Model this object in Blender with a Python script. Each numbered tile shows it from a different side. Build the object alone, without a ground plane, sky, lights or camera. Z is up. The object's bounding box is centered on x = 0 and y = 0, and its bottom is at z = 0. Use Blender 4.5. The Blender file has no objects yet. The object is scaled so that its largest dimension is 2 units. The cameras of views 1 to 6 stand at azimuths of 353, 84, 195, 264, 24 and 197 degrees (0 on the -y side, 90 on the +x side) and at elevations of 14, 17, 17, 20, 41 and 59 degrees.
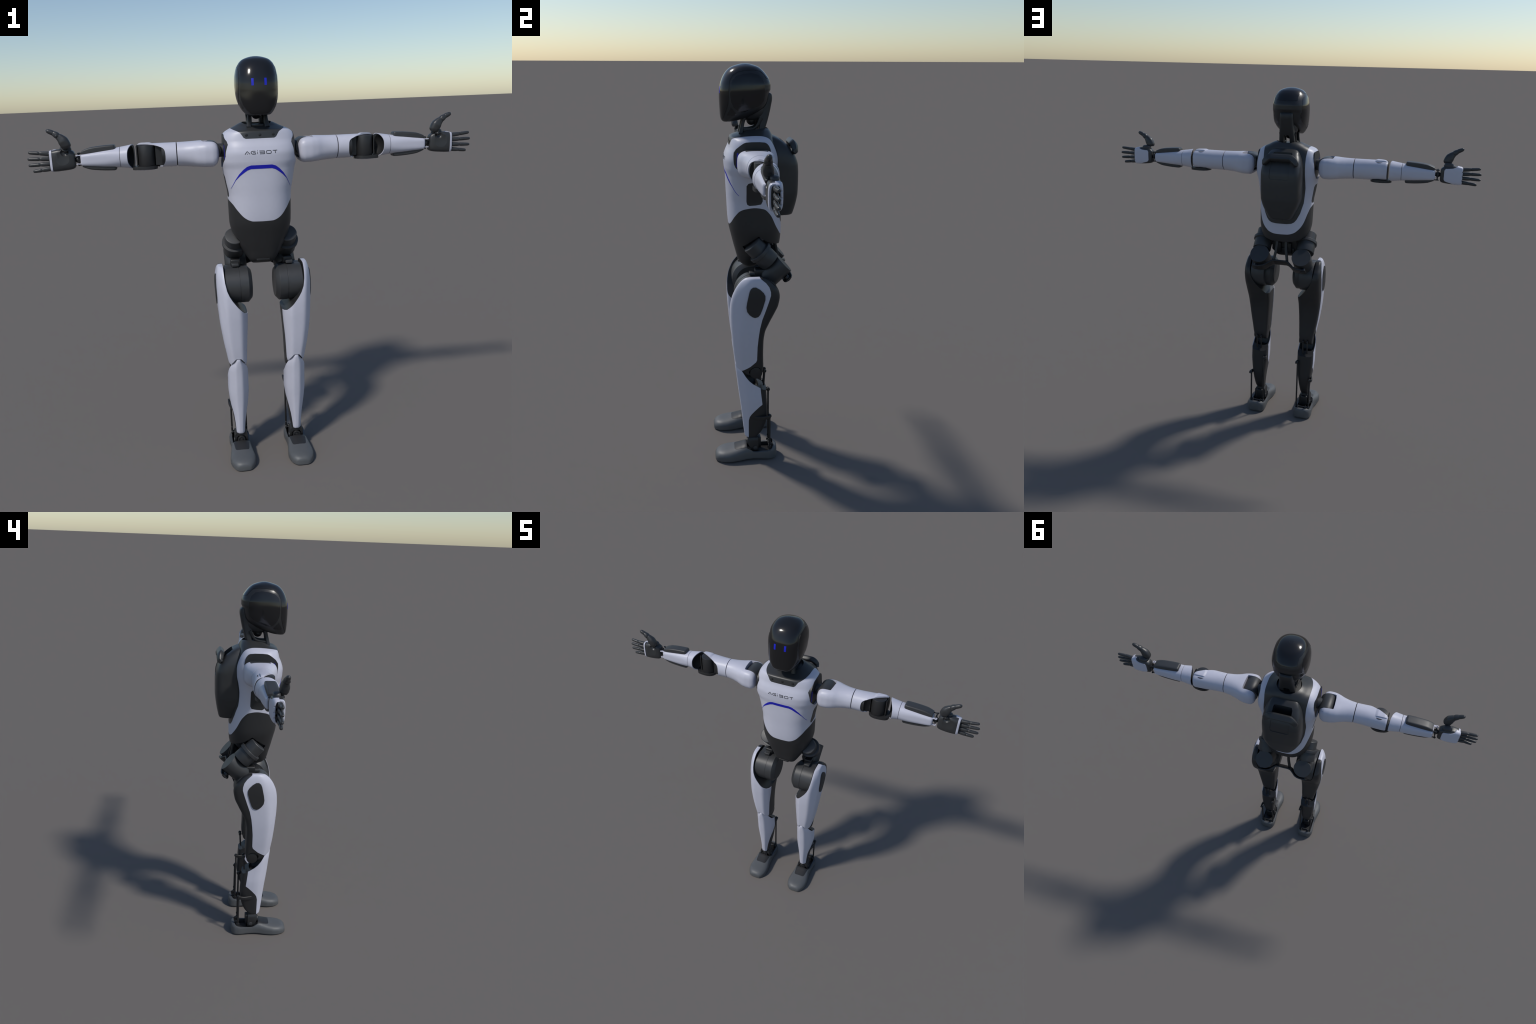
import bpy, bmesh, math
import numpy as np
from mathutils import Vector, Matrix

# ------------------------------------------------------------------ materials
def material(name, color, rough=0.5, metallic=0.0, coat=0.0, grain=0.0, edge=0.0012, spec=0.5, grain_scale=60.0):
    m = bpy.data.materials.new(name); m.use_nodes = True
    nt = m.node_tree; b = nt.nodes["Principled BSDF"]
    b.inputs["Roughness"].default_value = rough
    b.inputs["Metallic"].default_value = metallic
    b.inputs["Coat Weight"].default_value = coat
    b.inputs["Coat Roughness"].default_value = 0.05
    b.inputs["Specular IOR Level"].default_value = spec
    tc = nt.nodes.new("ShaderNodeTexCoord")
    nz = nt.nodes.new("ShaderNodeTexNoise")
    nz.inputs["Scale"].default_value = grain_scale; nz.inputs["Detail"].default_value = 4
    nt.links.new(tc.outputs["Object"], nz.inputs["Vector"])
    rp = nt.nodes.new("ShaderNodeValToRGB")
    c = np.array(color)
    rp.color_ramp.elements[0].position = 0.3; rp.color_ramp.elements[1].position = 0.7
    rp.color_ramp.elements[0].color = (*(c * (1 - grain)), 1)
    rp.color_ramp.elements[1].color = (*np.minimum(c * (1 + grain), 1), 1)
    nt.links.new(nz.outputs["Fac"], rp.inputs["Fac"])
    nt.links.new(rp.outputs["Color"], b.inputs["Base Color"])
    if edge > 0:
        bv = nt.nodes.new("ShaderNodeBevel"); bv.samples = 4
        bv.inputs["Radius"].default_value = edge
        nt.links.new(bv.outputs["Normal"], b.inputs["Normal"])
    return m

WHITE = material("white_shell_paint", (0.548, 0.548, 0.632), rough=0.42, grain=0.01, edge=0.0015)
DARK = material("black_plastic", (0.022, 0.022, 0.023), rough=0.45, grain=0.05)
DRUM = material("charcoal_housing", (0.040, 0.041, 0.043), rough=0.45, grain=0.05)
YOKE = material("charcoal_collar", (0.032, 0.033, 0.034), rough=0.40, grain=0.05)
GLOSS = material("black_visor_gloss", (0.012, 0.012, 0.013), rough=0.15, coat=0.0, grain=0.0, edge=0.001)
FRAME = material("black_head_frame", (0.021, 0.021, 0.022), rough=0.32, grain=0.03)
JOINT = material("black_joint_metal", (0.016, 0.016, 0.017), rough=0.42, metallic=0.0, grain=0.05, edge=0.0007)
SOLE = material("grey_shoe_rubber", (0.088, 0.092, 0.096), rough=0.5, grain=0.03)
BLUE = material("blue_light_strip", (0.008, 0.010, 0.42), rough=0.4, edge=0)
EYE = material("blue_eye_bar", (0.012, 0.020, 0.55), rough=0.35, edge=0)
INK = material("dark_lettering", (0.03, 0.03, 0.035), rough=0.5, edge=0)
HAND = material("charcoal_glove", (0.034, 0.035, 0.037), rough=0.38, grain=0.05, edge=0.0007)

# ------------------------------------------------------------------ mesh tools
scene_col = bpy.context.scene.collection

def raw_obj(name, verts, faces):
    me = bpy.data.meshes.new(name)
    me.from_pydata([tuple(map(float, v)) for v in verts], [], [tuple(f) for f in faces])
    bm = bmesh.new(); bm.from_mesh(me)
    bmesh.ops.remove_doubles(bm, verts=bm.verts, dist=1e-6)
    bmesh.ops.recalc_face_normals(bm, faces=bm.faces)
    bm.to_mesh(me); bm.free()
    ob = bpy.data.objects.new(name, me); scene_col.objects.link(ob)
    return ob

def drop(*obs):
    for o in obs:
        me = o.data; bpy.data.objects.remove(o, do_unlink=True)
        if me.users == 0: bpy.data.meshes.remove(me)

def dup(o):
    n = o.copy(); n.data = o.data.copy(); scene_col.objects.link(n); return n

def boolean(a, b, op, keep_b=False):
    """a := a op b (exact solver), b is removed unless kept"""
    md = a.modifiers.new("b", "BOOLEAN"); md.object = b; md.operation = op; md.solver = "EXACT"
    dg = bpy.context.evaluated_depsgraph_get(); dg.update()
    me = bpy.data.meshes.new_from_object(a.evaluated_get(dg))
    old = a.data; a.modifiers.clear(); a.data = me; bpy.data.meshes.remove(old)
    if not keep_b: drop(b)
    return a

def cut(a, b, keep=False): return boolean(a, b, "DIFFERENCE", keep)
def inter(a, b, keep=False): return boolean(a, b, "INTERSECT", keep)
def union(a, b, keep=False): return boolean(a, b, "UNION", keep)

def pchip(ts, P, q):
    ts = np.asarray(ts, float); P = np.asarray(P, float); h = np.diff(ts)
    d = np.diff(P, axis=0) / h[:, None]; n = len(ts); m = np.zeros_like(P)
    if n == 2: m[:] = d[0]
    else:
        for i in range(1, n - 1):
            w1, w2 = 2 * h[i] + h[i - 1], h[i] + 2 * h[i - 1]
            ok = d[i - 1] * d[i] > 0
            den = np.where(ok, w1 / np.where(d[i - 1] == 0, 1, d[i - 1]) + w2 / np.where(d[i] == 0, 1, d[i]), 1)
            m[i] = np.where(ok, (w1 + w2) / den, 0)
        m[0] = d[0]; m[-1] = d[-1]
    out = []
    for t in q:
        i = int(np.clip(np.searchsorted(ts, t) - 1, 0, n - 2)); s = (t - ts[i]) / h[i]
        out.append((2*s**3 - 3*s*s + 1) * P[i] + (s**3 - 2*s*s + s) * h[i] * m[i] + (-2*s**3 + 3*s*s) * P[i+1] + (s**3 - s*s) * h[i] * m[i+1])
    return np.array(out)

AX = {"x": lambda t, u, v: (t, u, v), "y": lambda t, u, v: (u, t, v), "z": lambda t, u, v: (u, v, t)}

def loft(name, axis, secs, rings=60, seg=72, inset=0.0, smooth=True, chamfer=0.0, sole=None, taper=0.0, nback=0.0):
    """sections (t, u0, u1, v0, v1, n, tilt): superellipses of exponent n between u0..u1, v0..v1 at station t;
    axis x: u=y v=z   axis y: u=x v=z   axis z: u=x v=y.  tilt lifts the v1 edge along t, growing as a parabola."""
    S = np.array([list(s) + [0.0] * (7 - len(s)) for s in secs], float)
    if inset:
        S[:, 1] += inset; S[:, 2] -= inset; S[:, 3] += inset; S[:, 4] -= inset
        S[0, 0] += inset * np.sign(S[1, 0] - S[0, 0]); S[-1, 0] -= inset * np.sign(S[-1, 0] - S[-2, 0])
    w = np.array([1, 1, 1, 1, 1, 0.0, 0.3])
    ts = np.r_[0, np.cumsum(np.maximum(np.linalg.norm(np.diff(S, axis=0) * w, axis=1), 1e-4))]
    if smooth:
        q = np.unique(np.r_[np.linspace(0, ts[-1], rings), ts]); q = q[np.r_[True, np.diff(q) > ts[-1] * 1e-3]]
        Q = pchip(ts, S, q)
    else: Q = S
    V = []; F = []; a = np.arange(seg) * 2 * math.pi / seg
    for t, u0, u1, v0, v1, n, tl in Q:
        k = (np.abs(np.cos(a)) ** n + np.abs(np.sin(a)) ** n) ** (-1 / n)
        if chamfer:   # rectangle of exponent n with its corners cut by a diamond |u|+|v| = chamfer
            d = (np.abs(np.cos(a)) + np.abs(np.sin(a))) / chamfer
            kc = (k ** -16 + d ** 16) ** (-1 / 16)
            if nback:  # squarer behind, chamfered in front
                kb = (np.abs(np.cos(a)) ** nback + np.abs(np.sin(a)) ** nback) ** (-1 / nback)
                w = np.clip(0.5 + 1.2 * np.sin(a), 0, 1); w = w * w * (3 - 2 * w)
                k = kc * (1 - w) + kb * w
            else: k = kc
        uu = np.cos(a) * k; vv = np.sin(a) * k
        if taper:     # narrower towards v0 (the front)
            uu = uu * (1 - taper * np.clip(-vv, 0, 1) ** 1.5)
        if sole:      # flat underside: lower part squarer and shorter than the dome above
            f, nl = sole
            kl = (np.abs(np.cos(a)) ** nl + np.abs(np.sin(a)) ** nl) ** (-1 / nl)
            low = np.sin(a) < 0
            uu = np.where(low, np.cos(a) * kl, uu)
            vv = np.where(low, -1 + 2 * f + np.sin(a) * kl * 2 * f, -1 + 2 * f + vv * (2 - 2 * f))
        for x, y in zip(uu, vv):
            V.append(AX[axis](t + tl * ((y + 1) / 2) ** 2, (u0 + u1) / 2 + x * (u1 - u0) / 2, (v0 + v1) / 2 + y * (v1 - v0) / 2))
    R = len(Q)
    for i in range(R - 1):
        for j in range(seg):
            k = (j + 1) % seg
            F.append((i*seg + j, i*seg + k, (i+1)*seg + k, (i+1)*seg + j))
    F.append(range(seg)); F.append(range((R-1)*seg, R*seg))
    return raw_obj(name, V, F)

def chaikin(pts, it, closed=True):
    P = [np.array(p, float) for p in pts]
    for _ in range(it):
        Q = []; n = len(P)
        for i in range(n if closed else n - 1):
            a, b = P[i], P[(i + 1) % n]
            Q += [0.75*a + 0.25*b, 0.25*a + 0.75*b]
        if not closed: Q = [P[0]] + Q + [P[-1]]
        P = Q
    return P

def mirror_outline(half):
    """half outline at u>=0 from top to bottom -> closed outline symmetric in u"""
    return [(u, v) for u, v in half] + [(-u, v) for u, v in reversed(half) if u > 1e-9]

def prism(name, axis, outline, lo, hi, rnd=0, bevel=0.0):
    P = chaikin(outline, rnd) if rnd else [np.array(p, float) for p in outline]
    n = len(P); V = []
    c = np.mean(P, axis=0)
    levels = [(lo, 1.0), (hi, 1.0)]
    if bevel:
        size = np.max(np.abs(np.array(P) - c), axis=0)
        f = 1 - bevel / size
        levels = [(lo, f), (lo + bevel * 0.3, 1 - (1 - f) * 0.3), (lo + bevel, np.ones(2)), (hi - bevel, np.ones(2)), (hi - bevel * 0.3, 1 - (1 - f) * 0.3), (hi, f)]
    for t, f in levels:
        for p in P:
            q = c + (p - c) * f; V.append(AX[axis](t, q[0], q[1]))
    F = []
    for l in range(len(levels) - 1):
        for i in range(n):
            j = (i + 1) % n; F.append((l*n + i, l*n + j, (l+1)*n + j, (l+1)*n + i))
    F.append(range(n)); F.append(range((len(levels)-1)*n, len(levels)*n))
    return raw_obj(name, V, F)

def box(name, x0, x1, y0, y1, z0, z1, bevel=0.0):
    V = [(x, y, z) for x in (x0, x1) for y in (y0, y1) for z in (z0, z1)]
    F = [(0,1,3,2),(4,6,7,5),(0,4,5,1),(2,3,7,6),(0,2,6,4),(1,5,7,3)]
    ob = raw_obj(name, V, F)
    if bevel:
        bm = bmesh.new(); bm.from_mesh(ob.data)
        bmesh.ops.bevel(bm, geom=bm.edges[:], offset=bevel, segments=3, profile=0.5, affect="EDGES")
        bm.to_mesh(ob.data); bm.free()
    return ob

def lathe(name, p0, p1, prof, seg=48):
    """prof: list of (distance along axis from p0 as metres, radius)"""
    p0 = np.array(p0, float); d = np.array(p1, float) - p0; d /= np.linalg.norm(d)
    h = np.array([1.0, 0, 0]) if abs(d[0]) < 0.8 else np.array([0, 1.0, 0])
    u = np.cross(d, h); u /= np.linalg.norm(u); v = np.cross(d, u)
    V = []; F = []; n = len(prof)
    for s, r in prof:
        for j in range(seg):
            a = 2 * math.pi * j / seg
            V.append(p0 + d * s + r * (u * math.cos(a) + v * math.sin(a)))
    for i in range(n - 1):
        for j in range(seg):
            k = (j + 1) % seg; F.append((i*seg+j, i*seg+k, (i+1)*seg+k, (i+1)*seg+j))
    F.append(range(seg)); F.append(range((n-1)*seg, n*seg))
    return raw_obj(name, V, F)

def cyl(name, p0, p1, r, ch=0.002, seg=48):
    L = float(np.linalg.norm(np.array(p1, float) - np.array(p0, float)))
    ch = min(ch, r * 0.5, L * 0.4)
    return lathe(name, p0, p1, [(0, r-ch), (ch*0.3, r-ch*0.3), (ch, r), (L-ch, r), (L-ch*0.3, r-ch*0.3), (L, r-ch)], seg)

def ball(name, c, r, seg=32):
    c = np.array(c, float)
    prof = [(r - r*math.cos(a), max(r*math.sin(a), 1e-5)) for a in np.linspace(0.05, math.pi-0.05, 20)]
    return lathe(name, c - [0, 0, r], c + [0, 0, r], prof, seg)

def sweep(name, path, radii, seg=20, n=2.0, flat=1.0, up=(0, 1, 0), smooth=24):
    """tube along a path of control points; radii per point; flat scales the section along 'up'"""
    P = np.array(path, float); R = np.array(radii, float).reshape(-1, 1)
    if smooth and len(P) > 2:
        ts = np.r_[0, np.cumsum(np.linalg.norm(np.diff(P, axis=0), axis=1))]
        q = np.linspace(0, ts[-1], smooth); PR = pchip(ts, np.hstack([P, R]), q); P, R = PR[:, :3], PR[:, 3:]
    T = np.gradient(P, axis=0); T /= np.linalg.norm(T, axis=1)[:, None]
    V = []; F = []; a = np.arange(seg) * 2*math.pi/seg
    k = (np.abs(np.cos(a))**n + np.abs(np.sin(a))**n) ** (-1/n)
    for p, t, r in zip(P, T, R[:, 0]):
        v = np.array(up, float) - t * np.dot(up, t); v /= np.linalg.norm(v); u = np.cross(t, v)
        for j in range(seg): V.append(p + r*k[j]*(u*math.cos(a[j]) + flat*v*math.sin(a[j])))
    m = len(P)
    for i in range(m-1):
        for j in range(seg):
            q = (j+1) % seg; F.append((i*seg+j, i*seg+q, (i+1)*seg+q, (i+1)*seg+j))
    F.append(range(seg)); F.append(range((m-1)*seg, m*seg))
    return raw_obj(name, V, F)

def join(obs, name):
    bm = bmesh.new()
    for o in obs: bm.from_mesh(o.data)
    me = bpy.data.meshes.new(name); bm.to_mesh(me); bm.free()
    drop(*obs)
    ob = bpy.data.objects.new(name, me); scene_col.objects.link(ob); return ob

# ------------------------------------------------------------------ hierarchy
ROOT = bpy.data.objects.new("humanoid_robot", None); scene_col.objects.link(ROOT)
ROOT["label"] = "white and black humanoid robot standing with arms outstretched"
ROOT["category"] = "humanoid robot"

def part(ob, name, mat, parent=ROOT, angle=32):
    me = ob.data; me.materials.clear(); me.materials.append(mat)
    ob.name = name; me.name = name
    for p in me.polygons: p.use_smooth = True; p.material_index = 0
    me.set_sharp_from_angle(angle=math.radians(angle))
    ob.parent = parent
    return ob

def mirrored(ob, parent):
    n = ob.copy(); n.data = ob.data.copy(); scene_col.objects.link(n)
    n.data.transform(Matrix.Scale(-1, 4, (1, 0, 0))); n.data.flip_normals()
    n.name = ob.name.split(".")[0]; n.parent = parent
    return n

def mirror_tree(ob, parent):
    """right-hand copy of a left-hand part together with its sub-parts"""
    n = mirrored(ob, parent)
    for c in list(ob.children): mirrored(c, n)
    return n

def shift_tree(ob, dy):
    for o in [ob] + list(ob.children): o.data.transform(Matrix.Translation((0, dy, 0)))

# ================================================================== TORSO
T_SECS = [  # z, x0,x1, y front, y back, exponent
    (0.966, -0.046, 0.046, -0.036, 0.005, 3.6),
    (0.973, -0.054, 0.054, -0.052, 0.020, 3.6),
    (0.990, -0.066, 0.066, -0.071, 0.040, 3.2),
    (1.010, -0.079, 0.079, -0.079, 0.070, 2.9),
    (1.030, -0.092, 0.092, -0.084, 0.098, 2.7),
    (1.060, -0.110, 0.110, -0.092, 0.117, 2.6),
    (1.110, -0.131, 0.131, -0.104, 0.126, 2.5),
    (1.165, -0.1415, 0.1415, -0.116, 0.128, 2.5),
    (1.220, -0.1425, 0.1425, -0.121, 0.128, 2.5),
    (1.285, -0.1435, 0.1435, -0.1235, 0.122, 2.5),
    (1.340, -0.152, 0.152, -0.126, 0.114, 2.5),
    (1.405, -0.163, 0.163, -0.128, 0.112, 2.7),
    (1.440, -0.171, 0.171, -0.133, 0.114, 2.9),
    (1.470, -0.172, 0.172, -0.134, 0.114, 3.0),
    (1.500, -0.170, 0.170, -0.126, 0.109, 3.1),
    (1.530, -0.166, 0.166, -0.113, 0.098, 3.1),
    (1.552, -0.157, 0.157, -0.1085, 0.090, 3.0),
    (1.5655, -0.145, 0.145, -0.1055, 0.086, 2.9),
    (1.571, -0.136, 0.136, -0.099, 0.085, 2.8),
    (1.578, -0.122, 0.122, -0.080, 0.083, 2.7),
    (1.588, -0.100, 0.100, -0.054, 0.078, 2.6),
    (1.600, -0.076, 0.076, -0.036, 0.070, 2.4),
    (1.606, -0.060, 0.060, -0.028, 0.062, 2.2),
]
TORSO = loft("torso_solid", "z", T_SECS, rings=110, seg=128)

# lower edge of the white shell, as height over azimuth (0 = front, pi = back)
edge = [(0, -.119, 1.174), (.045, -.117, 1.175), (.062, -.113, 1.180), (.080, -.106, 1.191), (.113, -.09, 1.226), (.130, -.07, 1.250),
        (.139, -.045, 1.261), (.143, -.004, 1.267), (.142, .038, 1.260), (.135, .067, 1.234), (.115, .100, 1.172),
        (.095, .115, 1.146), (.072, .125, 1.129), (.035, .129, 1.120), (0, .129, 1.119)]
eth = [math.atan2(x, -y) for x, y, z in edge]
def waist_region():
    M = 400; V = []; F = []
    for i in range(M):
        th = 2*math.pi*i/M; a = th if th <= math.pi else 2*math.pi - th
        z = float(pchip(eth, [[e[2]] for e in edge], [a])[0][0])
        for r, zz in ((0.26, 0.90), (0.26, z), (0.088, z), (0.088, 0.90)): V.append((r*math.sin(th), -r*math.cos(th), zz))
    for i in range(M):
        j = (i+1) % M
        for k in range(4):
            l = (k+1) % 4; F.append((4*i+k, 4*j+k, 4*j+l, 4*i+l))
    o = raw_obj("w", V, F)
    core = cyl("c", (0, 0, 0.901), (0, 0, 1.10), 0.10, ch=0)
    return union(o, core)

abdomen = inter(dup(TORSO), waist_region())
# dark collar + back plate
front_poly = mirror_outline([(.118, 1.70), (.118, 1.579), (.110, 1.5745), (.098, 1.5695), (.085, 1.5625), (.078, 1.552), (.071, 1.541), (.062, 1.536)])
back_half = [(.118, 1.70), (.118, 1.59), (.118, 1.575), (.114, 1.53), (.115, 1.45), (.118, 1.37), (.112, 1.29), (.098, 1.237), (.082, 1.204), (.070, 1.189), (.055, 1.181), (.03, 1.178)]
back_poly = mirror_outline(back_half)
yoke_cut = union(prism("f", "y", front_poly, -0.4, 0.0005), prism("k", "y", back_poly, 0.0, 0.4))
yoke = inter(dup(TORSO), dup(yoke_cut))
# shoulder recess outline (y,z)
rec = [(-.094, 1.456), (-.097, 1.491), (-.094, 1.521), (-.057, 1.551), (-.037, 1.558), (.035, 1.558), (.054, 1.548), (.066, 1.522), (.068, 1.48), (.060, 1.44), (.030, 1.412), (-.045, 1.412), (-.072, 1.432)]
rec_r = prism("r", "x", rec, 0.154, 0.3, rnd=1)
side = [(-.041, 1.368), (-.033, 1.379), (-.02, 1.382), (.02, 1.382), (.031, 1.371), (.031, 1.296), (.024, 1.283), (.0, 1.279), (-.028, 1.277), (-.038, 1.283), (-.041, 1.296)]
side_r = prism("s", "x", side, 0.08, 0.3)
def mir(o):
    n = dup(o); n.data.transform(Matrix.Scale(-1, 4, (1, 0, 0))); n.data.flip_normals(); return n
rec_l, side_l = mir(rec_r), mir(side_r)
side_p = inter(dup(TORSO), dup(side_r))

shell = dup(TORSO)
cut(shell, waist_region()); cut(shell, yoke_cut)
for c in (rec_r, rec_l): cut(shell, c, keep=True)
for c in (side_r, side_l): cut(shell, c)
drop(rec_r, rec_l)

torso = part(shell, "torso", WHITE)
# underside: flat behind, notched round the hip motors
under = [(.20, 1.17), (.146, 1.128), (.125, 1.104), (.095, 1.087), (.055, 1.0785), (.0, 1.077)]
cut(abdomen, prism("u", "y", under + [(-x, z) for x, z in reversed(under[:-1])] + [(-.2, .9), (.2, .9)], .026, .3))
notch = prism("n", "x", [(-.058, 1.080), (.014, 1.134), (.056, 1.104), (.078, 1.088), (.094, 1.045), (.12, .85)], .074, .3)
cut(abdomen, mir(notch)); cut(abdomen, notch)
part(abdomen, "abdomen", DARK)
cut(yoke, cyl("h", (0, 0.004, 1.592), (0, 0.004, 1.7), 0.066, ch=0))
part(yoke, "collar", YOKE, torso)
p = part(side_p, "side_panel", DARK, torso); mirrored(p, torso)
plate = prism("pl", "x", rec, 0.10, 0.1545, rnd=1)
plate.data.transform(Matrix.Translation((0, 0, 0)))
pl = part(plate, "shoulder_plate", DARK, torso); mirrored(pl, torso)
bar = prism("bar", "x", [(-.0845, 1.452), (-.0815, 1.513), (-.0755, 1.513), (-.0785, 1.452)], 0.150, 0.156)
pb = part(bar, "shoulder_light", BLUE, torso); mirrored(pb, torso)
# neck seat disc
part(cyl("n", (0, 0.004, 1.585), (0, 0.004, 1.5935), 0.0655, ch=0.001), "neck_seat", JOINT, torso)

# chest light strip
up_e = [(.1335, 1.321), (.113, 1.3625), (.098, 1.3855), (.080, 1.405), (.063, 1.418), (.046, 1.4235)]
lo_e = [(.1328, 1.321), (.112, 1.3595), (.094, 1.3785), (.078, 1.391), (.062, 1.402), (.046, 1.4075)]
arch = up_e + [(-x, z) for x, z in reversed(up_e)] + [(-x, z) for x, z in lo_e] + [(x, z) for x, z in reversed(lo_e)]
TPLUS = loft("tp", "z", T_SECS, rings=110, seg=128, inset=-0.0008)
strip = inter(dup(TPLUS), prism("a", "y", arch, -0.4, -0.03))
part(strip, "chest_light", BLUE, torso)

# collar screws
for sx in (-0.058, 0.0, 0.058):
    part(cyl("s", (sx, -0.095, 1.551), (sx, -0.1085 if sx else -0.1105, 1.551), 0.0065, ch=0.001, seg=24), "collar_screw", JOINT, torso)

# chest lettering: stroke letters pressed onto the chest surface
dg = bpy.context.evaluated_depsgraph_get()
from mathutils.bvhtree import BVHTree
BV = BVHTree.FromObject(TORSO, dg)
def on_chest(x, z, lift):
    h = BV.ray_cast(Vector((x, -1, z)), Vector((0, 1, 0)))[0]
    return (x, (h.y if h else -0.13) - lift, z)
def stroke(pts, w):
    V = []; F = []; P = [np.array(p, float) for p in pts]
    D = []
    for i in range(1, len(P)):
        m = max(2, int(np.linalg.norm(P[i]-P[i-1]) / 0.004) + 1)
        for s in np.linspace(0, 1, m, endpoint=(i == len(P)-1)): D.append(P[i-1] + (P[i]-P[i-1]) * s)
    D = np.array(D); T = np.gradient(D, axis=0); T /= np.linalg.norm(T, axis=1)[:, None]
    for d, t in zip(D, T):
        nrm = np.array([-t[1], t[0]]) * w / 2
        for q, l in ((d-nrm, -0.0015), (d-nrm, 0.0008), (d+nrm, 0.0008), (d+nrm, -0.0015)): V.append(on_chest(q[0], q[1], l))
    n = len(D)
    for i in range(n-1):
        for k in range(4):
            l = (k+1) % 4; F.append((4*i+k, 4*i+4+k, 4*i+4+l, 4*i+l))
    F.append((0,1,2,3)); F.append((4*n-4, 4*n-3, 4*n-2, 4*n-1))
    return raw_obj("st", V, F)
ZB, HT = 1.4715, 0.0125
def letter(x0, w, strokes, th=0.0027):
    obs = [stroke([(x0 + u*w, ZB + v*HT) for u, v in s], th) for s in strokes]
    part(join(obs, "letter"), "letter", INK, torso)
letter(-.0705, .0215, [[(0, 0), (.48, 1), (1, 0.05)], [(.45, .22), (.56, 0.02)]])
letter(-.0445, .0200, [[(1, 1), (.3, 1), (.04, .72), (.02, .4), (.3, .04), (1, .02)], [(.45, .5), (.95, .5), (1, 0.02)]])
letter(-.0160, .001, [[(0, 0), (0, .8)], [(0, 1.05), (0, 1.3)]], 0.0020)
letter(-.0078, .0225, [[(0, 1), (1, .95), (.97, .55), (.05, .55)], [(.97, .5), (1, .1), (.95, .02), (.08, .02)]])
letter(.0218, .0220, [[(.2, 1), (.85, 1), (.98, .8), (.98, .2), (.8, .02), (.2, .02), (.02, .2), (.02, .8), (.2, 1)]])
letter(.0505, .0195, [[(0, 1), (1, 1)], [(.52, 1), (.58, .05)]])

# pelvis underside details
part(box("v", -0.031, 0.030, -0.0735, -0.05, 0.984, 0.9935, 0.002), "pelvis_slot", JOINT, bpy.data.objects["abdomen"])
for sx in (-1, 1):
    part(box("v", sx*0.03 - 0.010, sx*0.03 + 0.010, 0.0, 0.045, 0.990, 1.05, 0.003), "pelvis_block", JOINT, bpy.data.objects["abdomen"])
part(box("v", -0.058, 0.058, 0.0, 0.030, 0.978, 1.02, 0.006), "pelvis_beam", JOINT, bpy.data.objects["abdomen"])

# ------------------------------------------------------------------ backpack
BP_SECS = [
    (1.211, -.058, .058, .00, .176, 4.0), (1.214, -.064, .064, .00, .180, 4.0), (1.235, -.074, .074, .00, .186, 4.8), (1.290, -.098, .098, .00, .1965, 5.2), (1.325, -.106, .106, .00, .2005, 5.2),
    (1.400, -.108, .108, .00, .2015, 5.2), (1.445, -.108, .108, .00, .199, 5.2), (1.485, -.105, .105, .00, .187, 5.0), (1.515, -.098, .098, .01, .167, 4.8),
    (1.541, -.087, .087, .02, .143, 3.8), (1.557, -.077, .077, .05, .121, 3.4), (1.568, -.064, .064, .045, .100, 3.0), (1.572, -.050, .050, .05, .088, 3.0)]
bp = loft("bp", "z", BP_SECS, rings=70, seg=112)
cut(bp, prism("hole", "z", [(-.046, .118), (.046, .118), (.052, .130), (.052, .160), (-.052, .160), (-.052, .130)], 1.48, 1.62))
recess = prism("rc", "y", [(-.052, 1.435), (-.044, 1.427), (.044, 1.427), (.052, 1.435), (.050, 1.515), (-.050, 1.515)], .12, .25)
cut(recess, loft("bpi", "z", BP_SECS, rings=70, seg=112, inset=0.0025))
cut(bp, recess)
back = part(bp, "backpack", YOKE)
hd = sweep("hd", [(-.090, .174, 1.501), (-.082, .181, 1.512), (-.062, .179, 1.532), (-.050, .177, 1.537), (0, .177, 1.537), (.050, .177, 1.537), (.062, .179, 1.532), (.082, .181, 1.512), (.090, .174, 1.501)],
           [.009, .0135, .0170, .0175, .0175, .0175, .0170, .0135, .009], seg=24, n=5.0, flat=0.82, up=(0, 0.74, 0.67), smooth=60)
part(hd, "carry_handle", YOKE, back)
# ================================================================== HEAD
H_SECS = [  # z front, x0,x1, y front, y back, n, rise towards the back
    (1.6330, -.046, .046, -.126, .030, 4.0, .055),
    (1.6345, -.054, .054, -.134, .042, 3.8, .056),
    (1.640, -.062, .062, -.140, .052, 3.6, .057),
    (1.652, -.0725, .0725, -.1445, .060, 3.2, .055),
    (1.672, -.0825, .0825, -.1465, .066, 3.0, .050),
    (1.700, -.0890, .0890, -.148, .070, 2.8, .040),
    (1.735, -.0925, .0925, -.149, .074, 2.6, .025),
    (1.765, -.0935, .0935, -.1485, .0795, 2.6, .008),
    (1.790, -.0925, .0925, -.1445, .0795, 2.6, 0),
    (1.815, -.0885, .0885, -.136, .0715, 2.5, 0),
    (1.835, -.083, .083, -.1255, .058, 2.4, 0),
    (1.852, -.073, .073, -.112, .043, 2.3, 0),
    (1.866, -.058, .058, -.092, .024, 2.2, 0),
    (1.8735, -.0405, .0405, -.070, .004, 2.1, 0),
    (1.8778, -.0240, .0240, -.053, -.012, 2.0, 0),
    (1.8797, -.0100, .0100, -.0410, -.0240, 2.0, 0),
    (1.8800, -.0020, .0020, -.0340, -.0310, 2.0, 0),
]
HEAD = loft("H", "z", H_SECS, rings=100, seg=128)
head = part(loft("H2", "z", H_SECS, rings=90, seg=112, inset=0.0010), "head", FRAME)
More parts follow.
